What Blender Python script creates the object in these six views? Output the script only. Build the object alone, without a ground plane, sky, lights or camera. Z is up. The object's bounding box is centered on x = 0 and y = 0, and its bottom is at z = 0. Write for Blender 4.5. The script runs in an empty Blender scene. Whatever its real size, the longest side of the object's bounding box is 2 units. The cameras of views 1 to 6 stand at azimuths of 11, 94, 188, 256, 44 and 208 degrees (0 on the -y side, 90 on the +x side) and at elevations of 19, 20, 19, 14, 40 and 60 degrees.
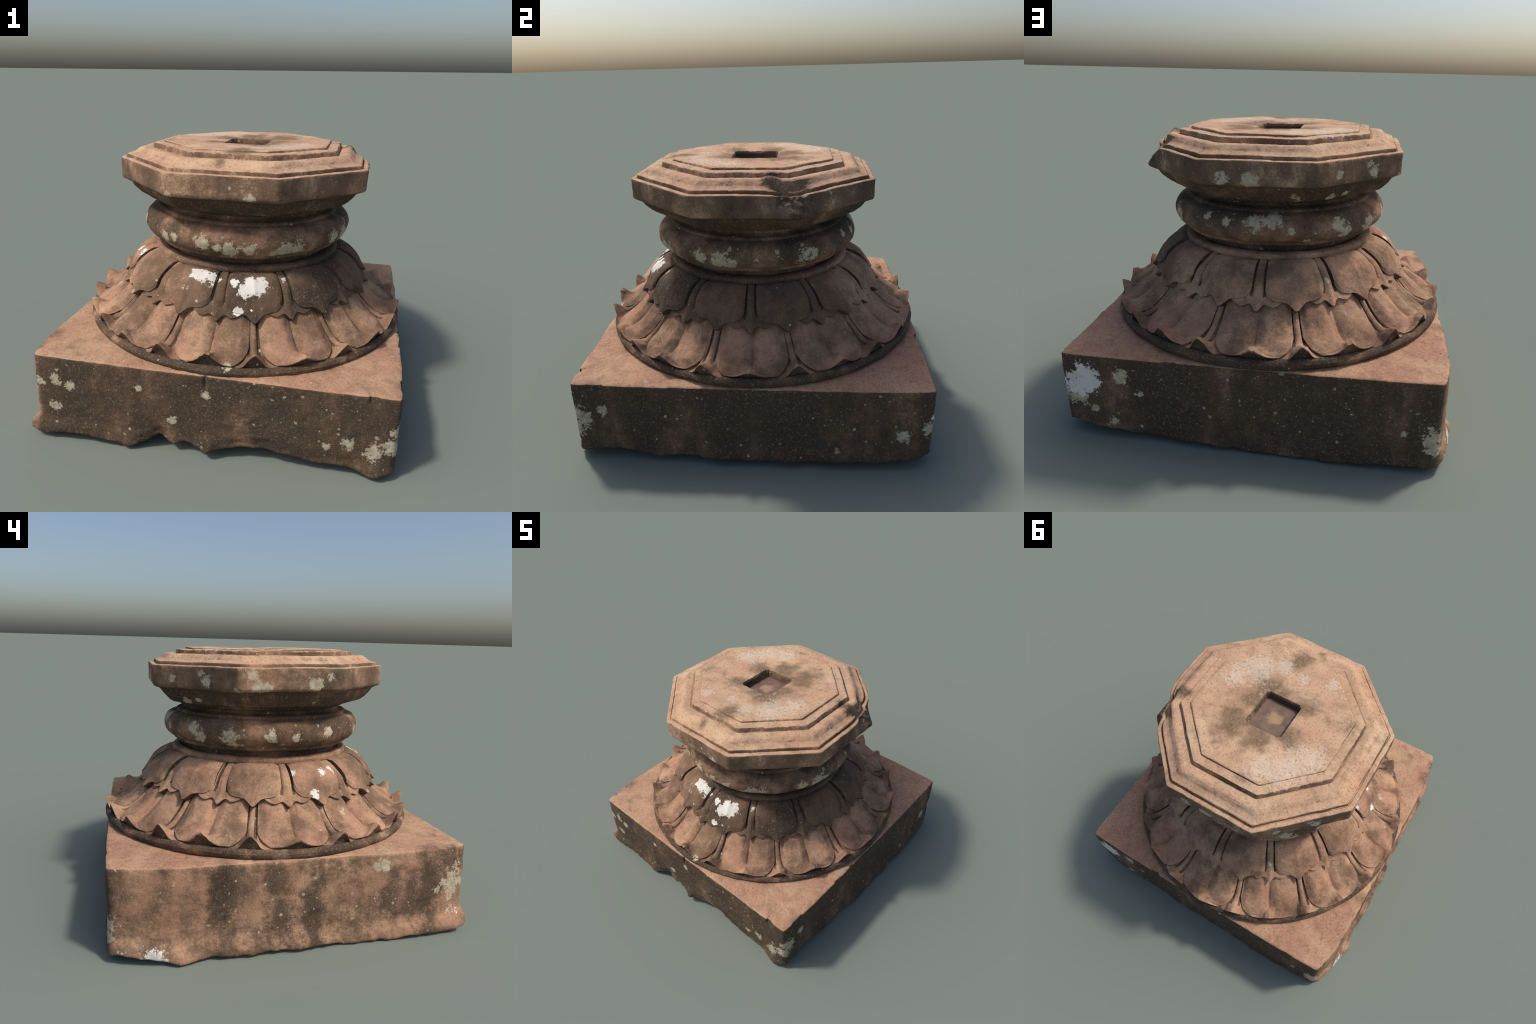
# Weathered red-sandstone pillar pedestal: rough square plinth, lotus bell with
# two tiers of carved petals, torus moulding and octagonal cap with a mortise.
import bpy, math, random
import numpy as np
from mathutils import noise, Vector

random.seed(7)
TAU = 2 * math.pi

# ------------------------------------------------------------------ helpers
def axis_centre(z):
    """The shaft leans a little: centre of the round parts at height z."""
    zs = [0.45, 0.55, 0.90, 1.05, 1.19, 1.30, 1.5]
    return (np.interp(z, zs, [0.011, 0.013, 0.022, 0.025, 0.027, 0.036, 0.038]),
            np.interp(z, zs, [0.027, 0.025, 0.009, 0.004, 0.005, 0.006, 0.006]))

def tilt(z, x, y):
    """Height change from the slight tilt of the whole stone."""
    k = np.clip((z - 0.7) / 0.5, 0, 1)
    return (-0.018 + 0.006 * k) * x + (0.002 - 0.014 * k) * y

def smooth(a, b, x):
    t = np.clip((np.asarray(x, float) - a) / (b - a), 0, 1)
    return t * t * (3 - 2 * t)

def fbm(p, scale, octaves=4):
    return noise.fractal(Vector((p[0] * scale, p[1] * scale, p[2] * scale)), 0.9, 2.1, octaves)

def curve_points(ctrl, step):
    """Catmull-Rom through (a, b) control points, resampled evenly."""
    P = np.array(ctrl, float)
    P = np.vstack([2 * P[0] - P[1], P, 2 * P[-1] - P[-2]])
    out = []
    for i in range(1, len(P) - 2):
        for t in np.linspace(0, 1, 20, endpoint=False):
            a, b, c, d = P[i - 1:i + 3]
            out.append(0.5 * (2 * b + (c - a) * t + (2 * a - 5 * b + 4 * c - d) * t * t
                              + (3 * b - a - 3 * c + d) * t ** 3))
    out.append(P[-2])
    out = np.array(out)
    L = np.r_[0, np.cumsum(np.hypot(*np.diff(out, axis=0).T))]
    n = max(int(L[-1] / step), 2)
    s = np.linspace(0, L[-1], n + 1)
    return np.c_[np.interp(s, L, out[:, 0]), np.interp(s, L, out[:, 1])], s

def line_points(ctrl, step):
    """Straight segments between control points, corners kept, resampled."""
    P = np.array(ctrl, float)
    out = [P[0]]
    for a, b in zip(P[:-1], P[1:]):
        n = max(int(round(np.linalg.norm((b - a)[:2]) / step)), 1)
        for k in range(1, n + 1):
            out.append(a + (b - a) * k / n)
    return np.array(out)

def roughen(verts, normals, low, high, lscale=5.0, hscale=38.0):
    for i, v in enumerate(verts):
        d = low * fbm(v, lscale, 3) + high * fbm(v, hscale, 3)
        verts[i] = v + normals[i] * d
    return verts

def make_mesh(name, verts, faces, mat, parent, rough=None, sharp=38, under=None, under_mat=None):
    me = bpy.data.meshes.new(name)
    me.from_pydata([tuple(v) for v in verts], [], faces)
    me.update()
    if rough:
        nrm = np.array([v.normal[:] for v in me.vertices])
        vv = roughen(np.array(verts, float), nrm, *rough)
        me.vertices.foreach_set('co', vv.ravel())
        me.update()
    me.polygons.foreach_set('use_smooth', [True] * len(me.polygons))
    if sharp:
        me.set_sharp_from_angle(angle=math.radians(sharp))
    me.materials.append(mat)
    if under is not None:
        me.materials.append(under_mat)
        me.polygons.foreach_set('material_index', [int(f) for f in under])
    ob = bpy.data.objects.new(name, me)
    bpy.context.scene.collection.objects.link(ob)
    ob.parent = parent
    return ob

def loft(name, loops, mat, parent, rough=None, cap_first=False, cap_last=False, sharp=38, under=None, under_mat=None):
    """Quads between closed loops of equal length; ends closed by a fan."""
    n = len(loops[0])
    verts = np.concatenate(loops)
    faces = []
    for k in range(len(loops) - 1):
        a, b = k * n, (k + 1) * n
        for i in range(n):
            j = (i + 1) % n
            faces.append((a + i, a + j, b + j, b + i))
    verts = list(verts)
    for flag, k in ((cap_first, 0), (cap_last, len(loops) - 1)):
        if flag:
            verts.append(np.mean(loops[k], axis=0))
            c = len(verts) - 1
            for i in range(n):
                j = (i + 1) % n
                f = (k * n + i, k * n + j, c)
                faces.append(f if k else f[::-1])
    flags = None
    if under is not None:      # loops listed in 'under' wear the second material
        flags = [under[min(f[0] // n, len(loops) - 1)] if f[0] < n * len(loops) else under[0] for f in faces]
    return make_mesh(name, verts, faces, mat, parent, rough, sharp, flags, under_mat)

def revolve(name, profile, mat, parent, n=360, rough=None, wobble=0.0):
    """profile runs from bottom to top, (radius, height)."""
    phi = np.arange(n) * TAU / n
    loops = []
    for r, z in profile:
        cx, cy = axis_centre(z)
        rr = r + wobble * np.array([fbm((math.cos(a), math.sin(a), z), 2.2, 2) for a in phi])
        x, y = cx + rr * np.cos(phi), cy + rr * np.sin(phi)
        loops.append(np.c_[x, y, z + tilt(z, x, y)])
    return loft(name, loops, mat, parent, rough)

# ---------------------------------------------------------------- materials
class Nodes:
    def __init__(self, name):
        self.mat = bpy.data.materials.new(name)
        self.mat.use_nodes = True
        self.t = self.mat.node_tree
        self.t.nodes.clear()
        self.coord = self.new('ShaderNodeTexCoord').outputs['Object']

    def new(self, kind, **kw):
        n = self.t.nodes.new(kind)
        for k, v in kw.items():
            setattr(n, k, v)
        return n

    def put(self, sock, v):
        if isinstance(v, bpy.types.NodeSocket):
            self.t.links.new(v, sock)
        else:
            sock.default_value = v

    def math(self, op, a, b=0.0, c=0.0, clamp=False):
        n = self.new('ShaderNodeMath', operation=op, use_clamp=clamp)
        for s, v in zip(n.inputs, (a, b, c)):
            self.put(s, v)
        return n.outputs[0]

    def scaled(self, sx, sy, sz, loc=(0, 0, 0)):
        n = self.new('ShaderNodeMapping')
        n.inputs['Scale'].default_value = (sx, sy, sz)
        n.inputs['Location'].default_value = loc
        self.put(n.inputs['Vector'], self.coord)
        return n.outputs[0]

    def noise(self, scale, detail=4, rough=0.6, vec=None, dist=0.0):
        n = self.new('ShaderNodeTexNoise')
        n.inputs['Scale'].default_value = scale
        n.inputs['Detail'].default_value = detail
        n.inputs['Roughness'].default_value = rough
        n.inputs['Distortion'].default_value = dist
        self.put(n.inputs['Vector'], vec or self.coord)
        return n.outputs['Fac']

    def ramp(self, v, lo, hi):
        n = self.new('ShaderNodeMapRange', interpolation_type='SMOOTHSTEP')
        self.put(n.inputs['Value'], v)
        self.put(n.inputs['From Min'], lo)
        self.put(n.inputs['From Max'], hi)
        return n.outputs['Result']

    def mix(self, fac, a, b, blend='MIX'):
        n = self.new('ShaderNodeMix', data_type='RGBA', blend_type=blend)
        self.put(n.inputs['Factor'], fac)
        for s, v in ((n.inputs[6], a), (n.inputs[7], b)):
            self.put(s, v if isinstance(v, bpy.types.NodeSocket) else (*v, 1.0))
        return n.outputs[2]

    def patches(self, spots, wobble, squash=1.0):
        """Field that is > 0 inside a set of lichen blotches (x, y, z, radius)."""
        total = None
        at = self.coord if squash == 1 else self.scaled(1, 1, squash)
        for x, y, z, r in spots:
            d = self.new('ShaderNodeVectorMath', operation='DISTANCE')
            self.put(d.inputs[0], at)
            d.inputs[1].default_value = (x, y, z * squash)
            f = self.math('SUBTRACT', 1.0, self.math('DIVIDE', d.outputs['Value'], r))
            total = f if total is None else self.math('MAXIMUM', total, f)
        return self.math('ADD', total, wobble)

ROSE, TAN = (0.470, 0.245, 0.152), (0.570, 0.350, 0.212)
UMBER, SOOT = (0.140, 0.086, 0.052), (0.052, 0.038, 0.026)
LICHEN, CHALK = (0.66, 0.575, 0.42), (0.86, 0.82, 0.74)

def sandstone(name, stain=0.5, soot=0.3, scatter=0.5, streak=1.0, spots=(), chalk=(), shade_side=False,
              pale=(), moss=(), dark=(), rose=ROSE, tan=TAN, sides=None):
    N = Nodes(name)
    big = N.noise(2.3, 5, 0.6)
    mid = N.noise(11.0, 6, 0.65)
    fine = N.noise(75.0, 6, 0.75)
    grit = N.noise(210.0, 3, 0.65)
    cen = lambda v, k: N.math('MULTIPLY', N.math('SUBTRACT', v, 0.5), k)
    col = N.mix(N.ramp(big, 0.35, 0.68), rose, tan)
    col = N.mix(N.math('MULTIPLY', N.ramp(mid, 0.42, 0.66), 0.5), col, tuple(0.62 * c for c in rose))
    # umber weathering in blotches drawn out down the stone
    run = N.noise(3.4, 7, 0.62, N.scaled(1, 1, streak))
    field = N.math('ADD', N.math('ADD', run, cen(mid, 0.35)), cen(fine, 0.95))
    level = 0.78 - 0.5 * stain
    if sides:            # upright faces painted darker, the top kept light
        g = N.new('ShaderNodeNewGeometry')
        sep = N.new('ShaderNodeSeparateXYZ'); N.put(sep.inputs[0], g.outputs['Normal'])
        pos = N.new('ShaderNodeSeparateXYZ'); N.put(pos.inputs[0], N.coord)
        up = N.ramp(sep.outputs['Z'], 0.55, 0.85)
        left_lighter = N.ramp(N.math('MULTIPLY', pos.outputs['X'], -1.0), 0.84, 0.93)     # -x face kept lighter than the other upright faces
        level = N.math('ADD', level, N.math('MAXIMUM', N.math('MULTIPLY', up, sides[0]), N.math('MULTIPLY', left_lighter, sides[1])))
    if shade_side:       # quarter of the bell coloured darker towards +x, -y
        pos = N.new('ShaderNodeSeparateXYZ'); N.put(pos.inputs[0], N.coord)
        side = N.math('ADD', N.math('MULTIPLY', pos.outputs['X'], 0.85), N.math('MULTIPLY', pos.outputs['Y'], -0.55))
        level = N.math('SUBTRACT', level, N.math('MULTIPLY', N.ramp(side, -0.25, 0.6), shade_side))
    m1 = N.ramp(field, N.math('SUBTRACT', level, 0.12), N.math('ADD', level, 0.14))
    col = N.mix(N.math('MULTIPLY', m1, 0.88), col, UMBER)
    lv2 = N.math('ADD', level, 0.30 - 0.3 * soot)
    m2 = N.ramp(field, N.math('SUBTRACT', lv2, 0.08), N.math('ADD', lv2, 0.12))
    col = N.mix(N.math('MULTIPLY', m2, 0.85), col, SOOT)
    wob = N.math('ADD', cen(mid, 1.7), cen(fine, 1.8))
    if dark:
        f = N.ramp(N.patches(dark, wob, 0.5), 0.0, 0.6)
        col = N.mix(N.math('MULTIPLY', f, 0.8), col, SOOT)
    if moss:
        f = N.ramp(N.patches(moss, wob), -0.05, 0.75)
        col = N.mix(N.math('MULTIPLY', f, 0.75), col, (0.120, 0.078, 0.036))
    if pale:
        f = N.ramp(N.patches(pale, N.math('ADD', wob, cen(N.noise(40, 5, 0.75), 2.2))), 0.15, 0.8)
        col = N.mix(N.math('MULTIPLY', f, 0.52), col, (0.82, 0.69, 0.54))
    # sand grains
    clean = N.math('SUBTRACT', 1.0, N.math('MULTIPLY', m1, 0.45))
    col = N.mix(N.math('MULTIPLY', clean, N.math('MULTIPLY', N.ramp(fine, 0.52, 0.64), 0.5)), col, (0.60, 0.40, 0.27))
    col = N.mix(N.math('MULTIPLY', N.ramp(fine, 0.48, 0.36), 0.48), col, (0.085, 0.056, 0.040))
    col = N.mix(N.math('MULTIPLY', clean, N.math('MULTIPLY', N.ramp(grit, 0.55, 0.70), 0.32)), col, (0.62, 0.45, 0.33))
    col = N.mix(N.math('MULTIPLY', N.ramp(grit, 0.46, 0.32), 0.28), col, (0.09, 0.06, 0.045))
    edge = N.math('ADD', cen(N.noise(30, 5, 0.75), 3.0), cen(fine, 1.5))
    # scattered small lichen rosettes
    for sc, rad, rate, shift in ((16.0, 0.24, 0.055, 0.0), (34.0, 0.27, 0.11, 3.7), (70.0, 0.30, 0.05, 1.3)):
        v = N.new('ShaderNodeTexVoronoi')
        v.inputs['Scale'].default_value = sc
        off = N.new('ShaderNodeVectorMath', operation='ADD')
        n3 = N.new('ShaderNodeTexNoise'); n3.inputs['Scale'].default_value = sc * 2.5
        N.put(n3.inputs['Vector'], N.coord)
        sc3 = N.new('ShaderNodeVectorMath', operation='SCALE'); sc3.inputs['Scale'].default_value = 0.6 / sc
        N.put(sc3.inputs[0], n3.outputs['Color'])
        N.put(off.inputs[0], N.scaled(1, 1, 1, (shift, shift, 0))); N.put(off.inputs[1], sc3.outputs[0])
        N.put(v.inputs['Vector'], off.outputs[0])
        sepc = N.new('ShaderNodeSeparateColor'); N.put(sepc.inputs[0], v.outputs['Color'])
        on = N.math('GREATER_THAN', sepc.outputs[0], 1 - rate * scatter)
        size = N.math('MULTIPLY', N.math('ADD', sepc.outputs[1], 0.25), rad)
        dot = N.math('MULTIPLY', N.ramp(N.math('SUBTRACT', size, v.outputs['Distance']), 0.0, 0.08), on)
        col = N.mix(N.math('MULTIPLY', dot, 0.72), col, N.mix(sepc.outputs[2], LICHEN, (0.40, 0.33, 0.22)))
    if spots:
        f = N.ramp(N.patches(spots, edge), 0.16, 0.30)
        tone = N.mix(N.ramp(N.noise(45, 4, 0.7), 0.35, 0.65), (0.46, 0.375, 0.25), LICHEN)
        col = N.mix(N.math('MULTIPLY', f, 0.9), col, tone)
    if chalk:
        f = N.ramp(N.patches(chalk, edge), 0.06, 0.14)
        col = N.mix(N.math('MULTIPLY', f, 0.95), col, N.mix(N.ramp(mid, 0.4, 0.7), CHALK, (0.68, 0.63, 0.55)))
    b = N.new('ShaderNodeBsdfPrincipled')
    N.put(b.inputs['Base Color'], col)
    b.inputs['Roughness'].default_value = 0.88
    b.inputs['Specular IOR Level'].default_value = 0.22
    bump = N.new('ShaderNodeBump')
    bump.inputs['Strength'].default_value = 0.6
    bump.inputs['Distance'].default_value = 0.007
    h = N.math('ADD', N.math('ADD', fine, N.math('MULTIPLY', grit, 0.4)), N.math('MULTIPLY', mid, 0.9))
    N.put(bump.inputs['Height'], h)
    N.put(b.inputs['Normal'], bump.outputs[0])
    out = N.new('ShaderNodeOutputMaterial')
    N.t.links.new(b.outputs[0], out.inputs[0])
    return N.mat

def wet_mud():
    N = Nodes('wet_mud')
    c = N.mix(N.ramp(N.noise(14, 5, 0.6), 0.35, 0.65), (0.16, 0.098, 0.066), (0.23, 0.150, 0.105))
    spot = N.ramp(N.patches([(0.022, 0.001, 1.434, 0.055)], N.math('MULTIPLY', N.math('SUBTRACT', N.noise(30), 0.5), 1.5)), 0, 0.5)
    c = N.mix(spot, c, (0.40, 0.25, 0.13))
    b = N.new('ShaderNodeBsdfPrincipled')
    N.put(b.inputs['Base Color'], c)
    b.inputs['Roughness'].default_value = 0.35
    out = N.new('ShaderNodeOutputMaterial')
    N.t.links.new(b.outputs[0], out.inputs[0])
    return N.mat

# lichen blotches sit where the weather put them: (x, y, z, radius)
PLINTH_CREAM = [(-0.95, -0.87, 0.30, .09), (-0.95, -0.89, 0.36, .06), (-0.95, -0.80, 0.30, .035), (-0.94, -0.86, 0.22, .05),
                (-0.95, -0.76, 0.26, .03), (-0.94, -0.45, 0.43, .045), (-0.94, -0.40, 0.42, .03),
                (-0.78, -0.93, 0.36, .04), (-0.70, -0.93, 0.33, .04), (-0.87, -0.93, 0.33, .035), (-0.80, -0.94, 0.20, .04),
                (0.02, -0.93, 0.37, .03), (-0.33, -0.93, 0.37, .025), (-0.16, -0.93, 0.20, .03),
                (0.72, -0.92, 0.19, .04), (0.84, -0.92, 0.16, .055), (0.93, -0.90, 0.20, .06), (0.94, -0.88, 0.28, .05),
                (0.62, -0.92, 0.16, .025), (0.95, -0.86, 0.25, .05), (0.95, -0.75, 0.31, .035),
                (0.96, 0.80, 0.19, .045), (0.96, 0.93, 0.24, .045), (0.65, 0.95, 0.36, .05), (0.56, 0.95, 0.27, .025),
                (-0.86, 0.95, 0.20, .065), (-0.87, 0.95, 0.14, .045), (0.88, 0.95, 0.22, .06), (0.8, 0.95, 0.16, .03),
                (0.70, 0.95, 0.10, .03), (-0.72, 0.95, 0.21, .025)]
PLINTH_CHALK = [(0.84, 0.945, 0.33, .075), (0.86, 0.945, 0.29, .07), (0.80, 0.945, 0.31, .05), (0.90, 0.945, 0.30, .05),
                (-0.97, -0.88, 0.14, .045), (-0.97, 0.90, 0.20, .028), (-0.97, 0.87, 0.18, .022), (-0.97, 0.88, 0.155, .024),
                (-0.97, 0.73, 0.22, .022), (-0.99, 0.75, 0.035, .07), (-0.98, 0.90, 0.05, .05)]
BELL_CREAM = [(-0.69, -0.29, 0.64, .03), (0.30, -0.55, 0.74, .03), (-0.314, 0.607, 0.807, .022), (0.80, 0.0, 0.52, .02),
              (-0.16, -0.62, 0.79, .03), (0.12, -0.905, 0.53, .03)]
BELL_CHALK = [(0.19, -0.62, 0.835, .062), (0.22, -0.61, 0.85, .055), (0.16, -0.64, 0.82, .05), (0.09, -0.62, 0.85, .028),
              (-0.03, -0.60, 0.86, .042), (-0.08, -0.60, 0.865, .045), (-0.12, -0.58, 0.87, .04),
              (0.335, -0.515, 0.855, .024), (0.13, -0.70, 0.72, .026), (0.20, -0.695, 0.74, .016), (0.25, -0.68, 0.745, .018),
              (-0.70, -0.13, 0.752, .03), (-0.62, -0.02, 0.86, .026), (-0.60, -0.20, 0.86, .032), (-0.56, -0.27, 0.865, .028)]
RING_CREAM = [(0.02 + .59 * math.cos(math.radians(a)), .59 * math.sin(math.radians(a)), z, r) for a, z, r in (
    (-86, 1.005, .06), (-92, 1.02, .035), (-76, 1.01, .045), (-58, 1.0, .065), (-52, 1.0, .05), (-64, 0.985, .03),
    (-26, 1.02, .05), (-14, 1.01, .06), (-9, 1.0, .045), (4, 1.03, .025), (30, 1.02, .055), (35, 1.02, .045), (18, 1.02, .022),
    (72, 1.06, .03), (86, 1.07, .05), (95, 1.09, .06), (104, 1.04, .03), (128, 1.05, .05), (132, 1.02, .05), (60, 1.07, .03),
    (150, 1.02, .06), (152, 0.97, .05), (172, 1.04, .04), (185, 1.04, .03), (205, 1.05, .04), (235, 1.03, .04), (-100, 1.04, .05),
    (112, 0.96, .035), (140, 0.95, .03), (-118, 1.04, .03))]
CAP_CREAM = [(-0.52, 0.45, 1.33, .05), (-0.50, 0.47, 1.36, .035), (-0.64, 0.22, 1.37, .035), (-0.65, 0.18, 1.30, .04), (-0.65, 0.14, 1.30, .035),
             (-0.64, -0.12, 1.33, .045), (-0.63, -0.20, 1.36, .03), (-0.62, 0.28, 1.30, .03), (0.18, -0.68, 1.30, .035), (-0.23, -0.67, 1.30, .022),
             (0.60, 0.46, 1.36, .05), (0.60, 0.47, 1.31, .045), (0.52, 0.55, 1.34, .04), (0.06, 0.68, 1.30, .05), (0.2, 0.68, 1.30, .04),
             (-0.35, 0.60, 1.33, .03), (-0.30, 0.5, 1.2, .035), (-0.38, 0.46, 1.2, .03), (-0.15, 0.58, 1.22, .04), (-0.59, -0.15, 1.2, .03)]
CAP_PALE = [(0.28, -0.22, 1.48, .17), (0.36, -0.12, 1.48, .12), (0.15, -0.33, 1.48, .09), (-0.23, 0.30, 1.48, .17), (-0.30, 0.18, 1.48, .14),
            (-0.10, 0.36, 1.48, .12), (-0.18, -0.36, 1.48, .07), (0.0, -0.30, 1.48, .07), (-0.06, -0.44, 1.47, .05)]
CAP_MOSS = [(0.19, 0.16, 1.48, .21), (0.03, 0.20, 1.48, .15), (-0.12, 0.10, 1.48, .12), (0.20, 0.0, 1.48, .13), (0.16, -0.16, 1.48, .15),
            (-0.10, -0.13, 1.48, .11), (0.04, -0.15, 1.48, .10), (0.08, -0.42, 1.48, .11)]

PLINTH_DARK = [(-0.95, 0.13, 0.38, .09), (-0.96, 0.12, 0.20, .10), (-0.96, -0.05, 0.30, .08), (-0.97, -0.06, 0.14, .08), (-0.95, 0.42, 0.30, .09),
               (-0.95, -0.50, 0.26, .10), (-0.95, -0.72, 0.30, .12), (-0.95, -0.62, 0.22, .10), (-0.95, -0.85, 0.40, .10)]
CAP_DARK = [(0.585, 0.135, 1.43, .062), (0.68, 0.20, 1.37, .05), (0.70, 0.28, 1.33, .07), (0.02, -0.58, 1.43, .06)]

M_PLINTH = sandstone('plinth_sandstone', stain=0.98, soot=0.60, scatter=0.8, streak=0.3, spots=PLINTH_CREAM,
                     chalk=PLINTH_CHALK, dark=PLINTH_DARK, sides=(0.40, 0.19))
M_BELL = sandstone('carved_sandstone', stain=0.52, soot=0.22, scatter=0.35, streak=0.5, spots=BELL_CREAM, chalk=BELL_CHALK, shade_side=0.31)
M_LOWER = sandstone('petal_sandstone', stain=0.50, soot=0.18, scatter=0.15, streak=0.6, spots=BELL_CREAM, shade_side=0.06)
M_GROUND = sandstone('recess_darkened_sandstone', stain=0.95, soot=0.66, scatter=0.5, spots=BELL_CREAM + CAP_CREAM)
M_RING = sandstone('ring_sandstone', stain=0.84, soot=0.5, scatter=1.3, spots=RING_CREAM + CAP_CREAM)
M_CAP = sandstone('cap_sandstone', stain=0.76, soot=0.30, sides=(0.29, 0.0), streak=0.6, scatter=0.3, spots=CAP_CREAM, pale=CAP_PALE, moss=CAP_MOSS, dark=CAP_DARK,
                  rose=(0.59, 0.335, 0.205), tan=(0.69, 0.460, 0.285))
M_MUD = wet_mud()

root = bpy.data.objects.new('stone_pedestal', None)
bpy.context.scene.collection.objects.link(root)
root['label'] = 'weathered red sandstone pillar base with carved lotus petals'
root['category'] = 'pillar base'

# ------------------------------------------------------------------- plinth
CORNERS = np.array([(-0.896, -0.940, 0.489), (0.950, -0.912, 0.464), (0.956, 0.950, 0.453), (-0.876, 0.952, 0.488)])
# foot of each face: (position along the face, outward coordinate, height)
FRONT = [(-.955, -.955, .05), (-.88, -.968, .03), (-.70, -.968, .040), (-.52, -.955, .028), (-.40, -.966, .008), (-.31, -.94, .050), (-.24, -.920, .090),
         (-.205, -.922, .075), (-.165, -.934, .032), (-.125, -.926, .068), (-.06, -.935, .058), (.028, -.960, .038), (.09, -.935, .060), (.18, -.914, .068), (.30, -.904, .072),
         (.45, -.914, .060), (.60, -.908, .046), (.72, -.910, .044), (.86, -.936, .018), (.940, -.905, .042)]
RIGHT = [(-.87, .955, .045), (-.77, .950, .055), (-.64, .955, .060), (-.50, .965, .030), (-.35, .965, .042), (-.20, .985, .030), (-.10, .997, .032),
         (.06, .994, .032), (.30, .994, .028), (.52, .997, .044), (.72, .990, .040), (.90, .975, .050)]
BACK = [(.945, .945, .070), (.77, .962, .048), (.56, .966, .034), (.355, .968, .018), (.15, .970, .014), (0, .972, .006), (-.30, .972, .003),
        (-.56, .970, .008), (-.70, .962, .024), (-.88, .952, .018)]
LEFT = [(.925, -.915, .06), (.86, -.940, .042), (.72, -.978, .022), (.62, -.998, .003), (.46, -.972, .008), (.28, -.980, .010), (.09, -.990, .012),
        (-.12, -.975, .013), (-.35, -.970, .004), (-.55, -.973, .010), (-.80, -.976, .010), (-.93, -.957, .030)]

def plinth():
    per = 190
    top, foot = [], []
    for k, (tab, ax) in enumerate(((FRONT, 0), (RIGHT, 1), (BACK, 0), (LEFT, 1))):
        a, b = CORNERS[k], CORNERS[(k + 1) % 4]
        tab = np.array(tab)
        s = np.r_[0, np.cumsum(np.abs(np.diff(tab[:, 0])))]; s /= s[-1]
        for i in range(per):
            t = i / per
            p = a + (b - a) * t
            bow = (0.060 - 0.016 * t) * (1 - abs(2 * t - 1) ** 6) if k == 3 else (0.006, 0.014, 0.012)[k] * (1 - (2 * t - 1) ** 4)
            n = np.array([(0, -1), (1, 0), (0, 1), (-1, 0)][k])
            top.append((p[0] + n[0] * bow, p[1] + n[1] * bow, p[2]))
            along, out, h = [np.interp(t, s, tab[:, c]) for c in range(3)]
            foot.append((along, out, h) if ax == 0 else (out, along, h))
    top, foot = np.array(top), np.array(foot)
    def soften(L, it):
        for _ in range(it):
            L = 0.5 * L + 0.25 * (np.roll(L, 1, 0) + np.roll(L, -1, 0))
        return L
    top = soften(top, 6); foot = soften(foot, 3)
    c = top.mean(0)
    inward = lambda L, d: np.c_[L[:, :2] + d * (c[:2] - L[:, :2]) / np.linalg.norm(c[:2] - L[:, :2], axis=1)[:, None], L[:, 2]]
    loops = []
    # underside, from the middle outward
    for f in (0.25, 0.55, 0.8, 0.92, 0.97):
        L = foot.copy(); L[:, :2] = c[:2] + (foot[:, :2] - c[:2]) * f
        L[:, 2] = foot[:, 2] * (0.35 + 0.65 * f ** 4) + 0.012
        loops.append(L)
    # upright faces, foot to edge
    for f in np.r_[0, 0.012, 0.03, np.linspace(0.05, 0.955, 62), 0.97, 0.982, 0.992, 1.0]:
        g = 1 - f
        w = 0.30 * g + 0.70 * smooth(0.76, 0.94, g)      # the rough lip swells near the foot
        L = top + (foot - top) * w
        L[:, 2] = foot[:, 2] + (top[:, 2] - foot[:, 2]) * f
        tuck = 0.016 * (1 - math.sqrt(max(0, 1 - (max(0, f - 0.97) / 0.03) ** 2))) + 0.014 * max(0, 1 - f / 0.035) ** 2
        loops.append(inward(L, tuck))
    # top face, edge to middle
    edge = loops[-1]
    for d in (0.006, 0.014, 0.026, 0.045, 0.07, 0.10, 0.14, 0.20, 0.28, 0.45, 0.7):
        L = inward(edge, d * 1.2)
        u, v = (L[:, 0] + 0.88) / 1.82, (L[:, 1] + 0.92) / 1.86
        zt = (CORNERS[0, 2] * (1 - u) + CORNERS[1, 2] * u) * (1 - v) + (CORNERS[3, 2] * (1 - u) + CORNERS[2, 2] * u) * v
        k = smooth(0, 0.03, d)
        L[:, 2] = edge[:, 2] * (1 - k) + zt * k + 0.002 * k
        loops.append(L)
    # ragged foot and chipped upper edge
    for q, L in enumerate(loops):
        for i, p in enumerate(L):
            low = float(smooth(0.16, 0.03, p[2]))
            if low > 0 and q >= 4:
                L[i, :2] += 0.010 * low * (fbm(p, 11, 5) + 0.5 * fbm(p, 4, 2)) * (p[:2] - c[:2]) / 0.95
                L[i, 2] = max(0.004, p[2] + 0.008 * low * fbm((p[0], p[1], 3), 15, 4))
        if 58 < q < 76:        # short crack in the front face below the edge
            for i, p in enumerate(L):
                if p[1] < -0.9:
                    L[i, 1] += 0.010 * math.exp(-((p[0] - 0.02) / 0.008) ** 2) * float(smooth(0.385, 0.42, p[2]))
        if 60 < q < 82:
            for i, p in enumerate(L):
                chip = max(0.0, fbm((p[0], p[1], 9), 9, 4) - 0.35)
                k = float(smooth(0.40, 0.45, p[2])) * float(smooth(0.86, 0.9, max(abs(p[0]), abs(p[1]))))
                L[i, :2] -= 0.025 * chip * k * (p[:2] - c[:2])
                L[i, 2] -= 0.006 * chip * k
    return loft('plinth', loops, M_PLINTH, root, rough=(0.006, 0.0022, 4.5, 34), cap_first=True, cap_last=True, sharp=50)

plinth()

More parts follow.
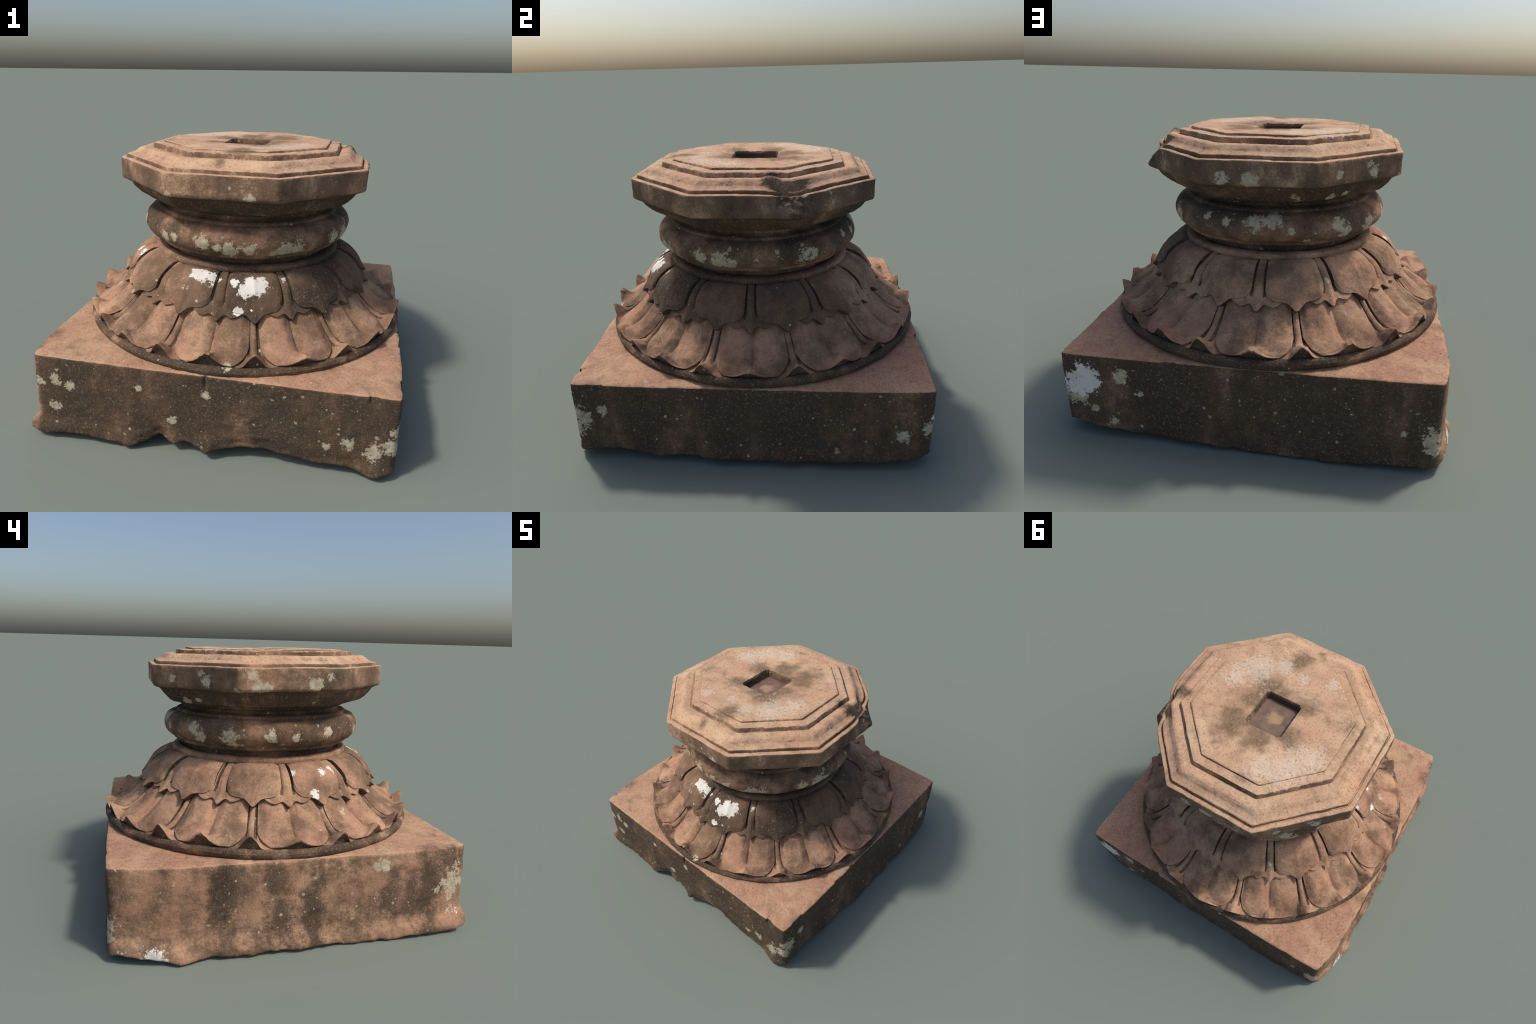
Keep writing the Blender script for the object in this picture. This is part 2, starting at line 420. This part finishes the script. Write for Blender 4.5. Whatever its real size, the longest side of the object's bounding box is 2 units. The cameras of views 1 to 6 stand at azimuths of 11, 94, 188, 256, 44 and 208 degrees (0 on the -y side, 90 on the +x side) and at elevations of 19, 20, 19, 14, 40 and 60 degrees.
# ---------------------------------------------------------------- lotus bell
UPPER, US = curve_points([(0.535, 0.884), (0.578, 0.872), (0.616, 0.853), (0.652, 0.828), (0.682, 0.797), (0.708, 0.755), (0.731, 0.714), (0.756, 0.678)], 0.004)
LOWER, LS = curve_points([(0.685, 0.725), (0.726, 0.678), (0.765, 0.637), (0.808, 0.602), (0.858, 0.572), (0.902, 0.552), (0.940, 0.541)], 0.004)

def on_profile(prof, S, s, h):
    """Point at arc length s, lifted h along the outward normal of the profile."""
    s = np.clip(s, 0, S[-1] + 0.03)
    r, z = np.interp(s, S, prof[:, 0]), np.interp(s, S, prof[:, 1])
    e = 0.004
    dr = np.interp(np.minimum(s + e, S[-1]), S, prof[:, 0]) - np.interp(np.minimum(s, S[-1] - e) - e, S, prof[:, 0])
    dz = np.interp(np.minimum(s + e, S[-1]), S, prof[:, 1]) - np.interp(np.minimum(s, S[-1] - e) - e, S, prof[:, 1])
    L = np.hypot(dr, dz)
    return r - dz / L * h, z + dr / L * h

def place(r, z, th):
    cx, cy = axis_centre(z)
    x, y = cx + r * np.cos(th), cy + r * np.sin(th)
    return np.stack([x, y, z + tilt(z, x, y)], -1)

bell_profile = [(0.88, 0.472), (0.885, 0.515)]
bell_profile += [on_profile(LOWER, LS, s, -0.048) for s in LS[::-6]]
bell_profile += [on_profile(UPPER, US, s, -0.050) for s in US[-8::-5]]
bell_profile += [(0.528, 0.862), (0.540, 0.874), (0.540, 0.887), (0.532, 0.896), (0.512, 0.899), (0.47, 0.896), (0.44, 0.890)]
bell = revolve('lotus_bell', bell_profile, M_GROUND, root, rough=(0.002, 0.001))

ring_c = line_points([(0.86, 0.505), (0.905, 0.518), (0.930, 0.523), (0.945, 0.516), (0.953, 0.502), (0.950, 0.487), (0.941, 0.474), (0.912, 0.460)], 0.006)[::-1]
revolve('foot_ring', ring_c, M_GROUND, bell, n=480, rough=(0.003, 0.0014, 7, 40), wobble=0.003)

revolve('collar_ring', line_points([(0.520, 0.852), (0.540, 0.866), (0.549, 0.874), (0.550, 0.888), (0.543, 0.899), (0.528, 0.904), (0.505, 0.903)], 0.005), M_BELL, bell,
        rough=(0.004, 0.0018, 8, 40), wobble=0.003)

def patch(name, th0, half, s_top, s_end, height, prof, S, mat, foot=None, nu=45, nt=56, peak=None, channel=None):
    """A carved petal: grid over angle and arc length, with turned-down rims.
    s_end(deg) gives the outline, height(deg, s, end) the relief, peak the curl."""
    v = np.linspace(-1, 1, nu)
    deg = half * np.sin(v * math.pi / 2) * 0.6 + half * v * 0.4
    rows = []
    t = 1 - (1 - np.linspace(0, 1, nt)) ** 1.35
    end = np.array([s_end(abs(d)) for d in deg])
    pads = (0.0, 0.006, 0.050)
    D = np.r_[[deg[0] - 0.12, deg[0] - 0.06], deg, [deg[-1] + 0.06, deg[-1] + 0.12]]
    E = np.r_[[end[0]] * 2, end, [end[-1]] * 2]
    sidepad = np.r_[[pads[2], pads[1]], np.zeros(nu), [pads[1], pads[2]]]
    for k in range(nt):
        s = s_top + t[k] * (E - s_top)
        h = height(D, s, E) - sidepad
        r, z = on_profile(prof, S, s, h)
        if peak is not None:
            dr, dz = peak(D, s, E)
            r, z = r + dr, z + dz * (sidepad < 0.01)
        rows.append((r, z))
    r, z = rows[-1]
    if foot is None:
        rr, zz = on_profile(prof, S, E + 0.001, height(D, E, E) - np.maximum(sidepad, pads[1]))
        rows.append((rr, zz))
        rr, zz = on_profile(prof, S, E - 0.004, height(D, E, E) - 0.050)
        rows.append((rr, zz))
    else:
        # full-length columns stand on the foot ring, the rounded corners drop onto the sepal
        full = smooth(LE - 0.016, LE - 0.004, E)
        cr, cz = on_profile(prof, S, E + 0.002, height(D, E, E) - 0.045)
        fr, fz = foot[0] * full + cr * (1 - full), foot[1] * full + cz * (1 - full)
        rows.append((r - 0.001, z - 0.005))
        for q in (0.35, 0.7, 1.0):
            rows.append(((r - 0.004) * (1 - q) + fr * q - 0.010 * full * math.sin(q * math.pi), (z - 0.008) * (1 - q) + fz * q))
    th = math.radians(th0) + np.radians(D)
    pts = np.concatenate([place(np.asarray(r), np.asarray(z), th) for r, z in rows])
    n = len(D)
    faces = [(k * n + i, (k + 1) * n + i, (k + 1) * n + i + 1, k * n + i + 1) for k in range(len(rows) - 1) for i in range(n - 1)]
    groove_shade = [i < 2 or i >= n - 3 or (channel is not None and channel[0] < abs(D[i] + D[i + 1]) / 2 < channel[1]) for i in range(n - 1)]  # rims and channels coloured dark to draw groove shadows
    under = [k >= nt or (groove_shade[i] and k < nt - (14 if channel else 0)) for k in range(len(rows) - 1) for i in range(n - 1)]
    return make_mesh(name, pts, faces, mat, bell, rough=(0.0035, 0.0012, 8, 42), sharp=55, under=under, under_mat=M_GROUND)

UE = US[-1]
def upper_petals():
    rnd = random.Random(11)
    for k in range(12):
        half = 12.3 + rnd.uniform(-0.35, 0.35)
        drop = rnd.uniform(-0.006, 0.004)
        out_p = lambda d: UE + drop + np.interp(d, [0, 0.8, 2.0, 3.4, 5.2, 7.5, 9.4, 11.0, 12.0, 12.9],
                                         [0, -0.006, -0.026, -0.044, -0.052, -0.055, -0.062, -0.080, -0.105, -0.17])
        lift = rnd.uniform(-0.003, 0.003)
        def h_p(D, s, E):
            u = np.abs(D) / half
            ridge = 0.004 * np.exp(-(D / 1.0) ** 2) * smooth(0.03, 0.10, s)
            rim = -0.004 * smooth(0.86, 1.0, u)
            return 0.005 + lift - 0.007 * u ** 2.5 + ridge + rim - 0.005 * smooth(0.03, 0.0, E - s) * smooth(2, 6, np.abs(D)) - 0.012 * smooth(0.05, 0.0, s)
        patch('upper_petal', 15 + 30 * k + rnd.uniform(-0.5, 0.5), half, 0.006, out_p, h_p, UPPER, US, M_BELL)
        out_s = lambda d: UE + drop + np.interp(d, [0, 0.6, 1.6, 2.6, 3.6, 4.8, 6.2, 8.0, 10.2], [-0.003, -0.008, -0.027, -0.039, -0.039, -0.030, -0.026, -0.034, -0.052])
        def h_s(D, s, E):
            ridge = 0.010 * np.exp(-(D / 1.2) ** 2) * smooth(0.06, 0.16, s)
            g = np.exp(-((np.abs(D) - 2.7) / 0.75) ** 4)          # carved channel beside the petal
            return -0.015 + 0.6 * ridge - 0.012 * g * smooth(0.07, 0.12, UE - s) + 0.014 * smooth(0.10, 0.01, UE - s) + 0.004 * smooth(0.05, 0.0, s)
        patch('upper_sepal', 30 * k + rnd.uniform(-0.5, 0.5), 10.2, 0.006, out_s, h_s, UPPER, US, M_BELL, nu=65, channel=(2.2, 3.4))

LE = LS[-1]
CURL = {-90: .092, -60: .060, -30: .075, 0: .058, 30: .072, 60: .080, 90: .066, 120: .074, 150: .084, 180: .060, 210: .076, 240: .080}
def lower_petals():
    rnd = random.Random(5)
    for az, curl in CURL.items():
        half = 13.4 + rnd.uniform(-0.3, 0.2)
        out_p = lambda d: LE + np.interp(d, [0, 5.0, 6.6, 8.2, 9.8, 11.2, 12.4, 13.6], [0, -0.002, -0.004, -0.011, -0.026, -0.048, -0.080, -0.14])
        skew = rnd.uniform(-0.4, 0.4)
        def h_p(D, s, E):
            x = np.abs(np.abs(D - skew) - 6.7) / 6.5
            y = np.clip((s - (LE - 0.105)) / 0.090, 0, 2)
            rho = (x ** 2.6 + y ** 2.6) ** (1 / 2.6)
            pillow = 0.018 * (1 - smooth(0.40, 1.0, rho) ** 1.2)
            groove = -0.006 * np.exp(-((rho - 1.02) / 0.055) ** 2) * smooth(0.10, 0.2, s)
            crease = -0.007 * np.exp(-((D - skew) / 0.55) ** 2) * smooth(0.05, 0.10, LE - s)
            return pillow + groove + crease - 0.009
        width = 3.0 + rnd.uniform(-0.3, 0.4)
        lean = rnd.uniform(-0.5, 0.5)
        def pk_p(D, s, E):
            w = smooth(LE - 0.092, LE - 0.014, s) ** 1.3
            a = np.exp(-(np.abs(D - lean) / width) ** 1.8) * (0.94 + 0.06 * np.cos(D * 4))
            return 0.016 * a * w, (curl - 0.018) * a * w
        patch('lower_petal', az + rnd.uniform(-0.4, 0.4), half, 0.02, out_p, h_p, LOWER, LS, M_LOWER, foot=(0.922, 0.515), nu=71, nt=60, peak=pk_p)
        tip = 0.046 + rnd.uniform(-0.008, 0.010)
        def pk_s(D, s, E):
            w = smooth(LE - 0.085, LE - 0.004, s) ** 1.3
            a = np.exp(-(np.abs(D) / 3.0) ** 1.8)
            return 0.010 * a * w, tip * a * w
        def h_s(D, s, E):
            g = np.exp(-((np.abs(D) - 1.75) / 0.6) ** 4)
            hollow = -0.015 * smooth(1.8, 3.6, np.abs(D)) * smooth(0.14, 0.05, LE - s)
            return -0.010 + hollow + 0.006 * np.exp(-(D / 0.8) ** 2) - 0.012 * g * smooth(0.05, 0.10, LE - s) + 0.014 * smooth(0.12, 0.02, LE - s) * np.exp(-(D / 2.6) ** 2)
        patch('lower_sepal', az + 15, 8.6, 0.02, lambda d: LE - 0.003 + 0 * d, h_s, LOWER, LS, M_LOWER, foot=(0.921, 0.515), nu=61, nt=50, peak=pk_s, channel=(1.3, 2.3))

upper_petals()
lower_petals()

# ------------------------------------------------------------ torus moulding
torus = [(0.476, 0.880), (0.480, 0.915), (0.490, 0.930), (0.518, 0.937), (0.538, 0.941), (0.545, 0.948), (0.545, 0.957)]
torus += [(0.537 + 0.069 * math.cos(a) ** 0.9, 1.038 + 0.074 * math.sin(a)) for a in np.linspace(-1.45, 1.45, 30)]
torus += [(0.530, 1.116), (0.529, 1.126), (0.518, 1.132), (0.496, 1.134), (0.484, 1.142), (0.480, 1.180)]
revolve('torus_moulding', line_points(torus, 0.007), M_RING, root, n=400, rough=(0.005, 0.0016, 6, 36), wobble=0.003)

# -------------------------------------------------------------- octagonal cap
OCT = np.radians(np.arange(8) * 45.0)
def oct_radius(phi, circ, roundness, p=240):
    """Circumradius circ; roundness 0 gives the octagon, 1 the circle."""
    a = circ * math.cos(math.pi / 8)
    m = np.maximum(np.cos(phi[:, None] - OCT[None]), 0)
    r = a / (m ** p).sum(1) ** (1 / p)
    mean = circ * 0.955
    return r * (1 - roundness) + mean * roundness

HOLE = dict(c=(0.027, 0.008), hx=0.119, hy=0.132)
def cap():
    n = 8 * 72
    phi = (np.arange(n) + 0.0) * TAU / n
    prof = [  # circumradius, height, roundness
        (0.470, 1.150, 1), (0.500, 1.149, 1), (0.528, 1.150, 1), (0.540, 1.156, 1), (0.542, 1.168, 1), (0.556, 1.168, .85), (0.588, 1.174, .5), (0.612, 1.180, .25), (0.626, 1.190, .1),
        (0.644, 1.206, .04), (0.664, 1.226, 0), (0.676, 1.243, 0), (0.681, 1.253, 0), (0.698, 1.262, 0), (0.712, 1.267, 0), (0.725, 1.272, 0), (0.731, 1.279, 0), (0.7335, 1.288, 0),
        (0.734, 1.330, 0), (0.736, 1.381, 0), (0.7345, 1.387, 0), (0.730, 1.390, 0), (0.708, 1.391, 0), (0.703, 1.386, 0), (0.700, 1.388, 0), (0.6985, 1.405, 0), (0.694, 1.409, 0),
        (0.676, 1.412, 0), (0.655, 1.420, 0), (0.638, 1.434, 0), (0.624, 1.444, 0), (0.606, 1.448, 0), (0.566, 1.444, 0), (0.560, 1.439, 0), (0.557, 1.442, 0), (0.5545, 1.463, 0), (0.550, 1.469, 0),
        (0.500, 1.472, 0), (0.496, 1.4715, 0), (0.492, 1.482, 0), (0.486, 1.4845, 0)]
    prof = [(c + 0.006 * float(smooth(0.53, 0.6, c)), z + 0.009, rd) for c, z, rd in prof]
    prof = line_points(prof, 0.006)
    loops = []
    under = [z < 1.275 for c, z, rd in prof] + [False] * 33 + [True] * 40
    step = 0.5 + 0.5 * smooth(-0.6, 0.7, np.cos(phi - 0.4))        # inner ledge is worn away on the far side
    for circ, z, rd in prof:
        r = oct_radius(phi, circ, rd)
        edge = math.exp(-((z - 1.394) / 0.02) ** 2) + math.exp(-((z - 1.471) / 0.012) ** 2)
        zz = np.full(n, z)
        if z > 1.4825 and circ < 0.5:
            zz = z - (z - 1.4825) * (1 - step)
        for i in range(n):
            q = (math.cos(phi[i]) * circ, math.sin(phi[i]) * circ, z)
            r[i] += 0.0035 * edge * fbm(q, 12, 4)
            # broken corner facing +x
            d = ((phi[i] - math.radians(21.5) + math.pi) % TAU - math.pi) / math.radians(10.5)
            hit = math.exp(-abs(d) ** 3)
            if hit > 0.01:
                r[i] -= hit * (0.056 + 0.024 * fbm(q, 13, 5)) * float(smooth(0.60, 0.745, circ)) * float(smooth(1.285, 1.375, z))
                zz[i] -= hit * (0.020 + 0.010 * fbm(q, 11, 3)) * float(smooth(0.60, 0.70, circ)) * float(smooth(1.34, 1.40, z))
            # knob of harder stone beside the break
            a = (phi[i] - math.radians(12.5)) * circ
            b = circ * 0.924 - 0.585
            kn = math.exp(-((a / 0.046) ** 2 + (b / 0.042) ** 2) ** 2)
            if z > 1.36:
                zz[i] += 0.016 * kn
        cx, cy = axis_centre(z)
        x, y = cx + r * np.cos(phi), cy + r * np.sin(phi)
        loops.append(np.c_[x, y, zz + tilt(1.38, x, y)])
    # dressed top running in to the square mortise
    hx, hy = HOLE['hx'], HOLE['hy']
    m = np.minimum(hx / np.maximum(np.abs(np.cos(phi)), 1e-6), hy / np.maximum(np.abs(np.sin(phi)), 1e-6))
    corner = np.hypot(hx, hy)
    sq = m - 0.012 * smooth(0.93, 1.0, m / corner)
    last = loops[-1]
    hole = np.c_[HOLE['c'][0] + sq * np.cos(phi), HOLE['c'][1] + sq * np.sin(phi), np.zeros(n)]
    hz = 1.4905 + tilt(1.38, hole[:, 0], hole[:, 1])
    for f in np.r_[np.linspace(0.03, 0.95, 30), 0.975, 0.99]:
        L = last * (1 - f) + np.c_[hole[:, :2], hz] * f
        L[:, 2] -= 0.009 * f ** 5
        loops.append(L)
    for d, ins in ((0.013, 0.0), (0.022, 0.003), (0.034, 0.004), (0.046, 0.006), (0.065, 0.010), (0.085, 0.010)):
        L = np.c_[hole[:, :2], hz - d]
        v = L[:, :2] - np.array(HOLE['c'])
        L[:, :2] -= v / np.linalg.norm(v, axis=1)[:, None] * ins
        loops.append(L)
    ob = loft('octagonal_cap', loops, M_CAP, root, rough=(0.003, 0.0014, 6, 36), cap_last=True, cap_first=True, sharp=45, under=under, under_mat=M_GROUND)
    # wet mud standing in the mortise
    lp = []
    for f in (0.0, 0.3, 0.6, 0.85, 1.0):
        x = HOLE['c'][0] + sq * f * np.cos(phi); y = HOLE['c'][1] + sq * f * np.sin(phi)
        lp.append(np.c_[x, y, 1.431 + tilt(1.38, x, y) + 0 * x])
    loft('mud_puddle', lp[::-1], M_MUD, ob, rough=(0.002, 0.0004, 12, 40), sharp=0)

cap()
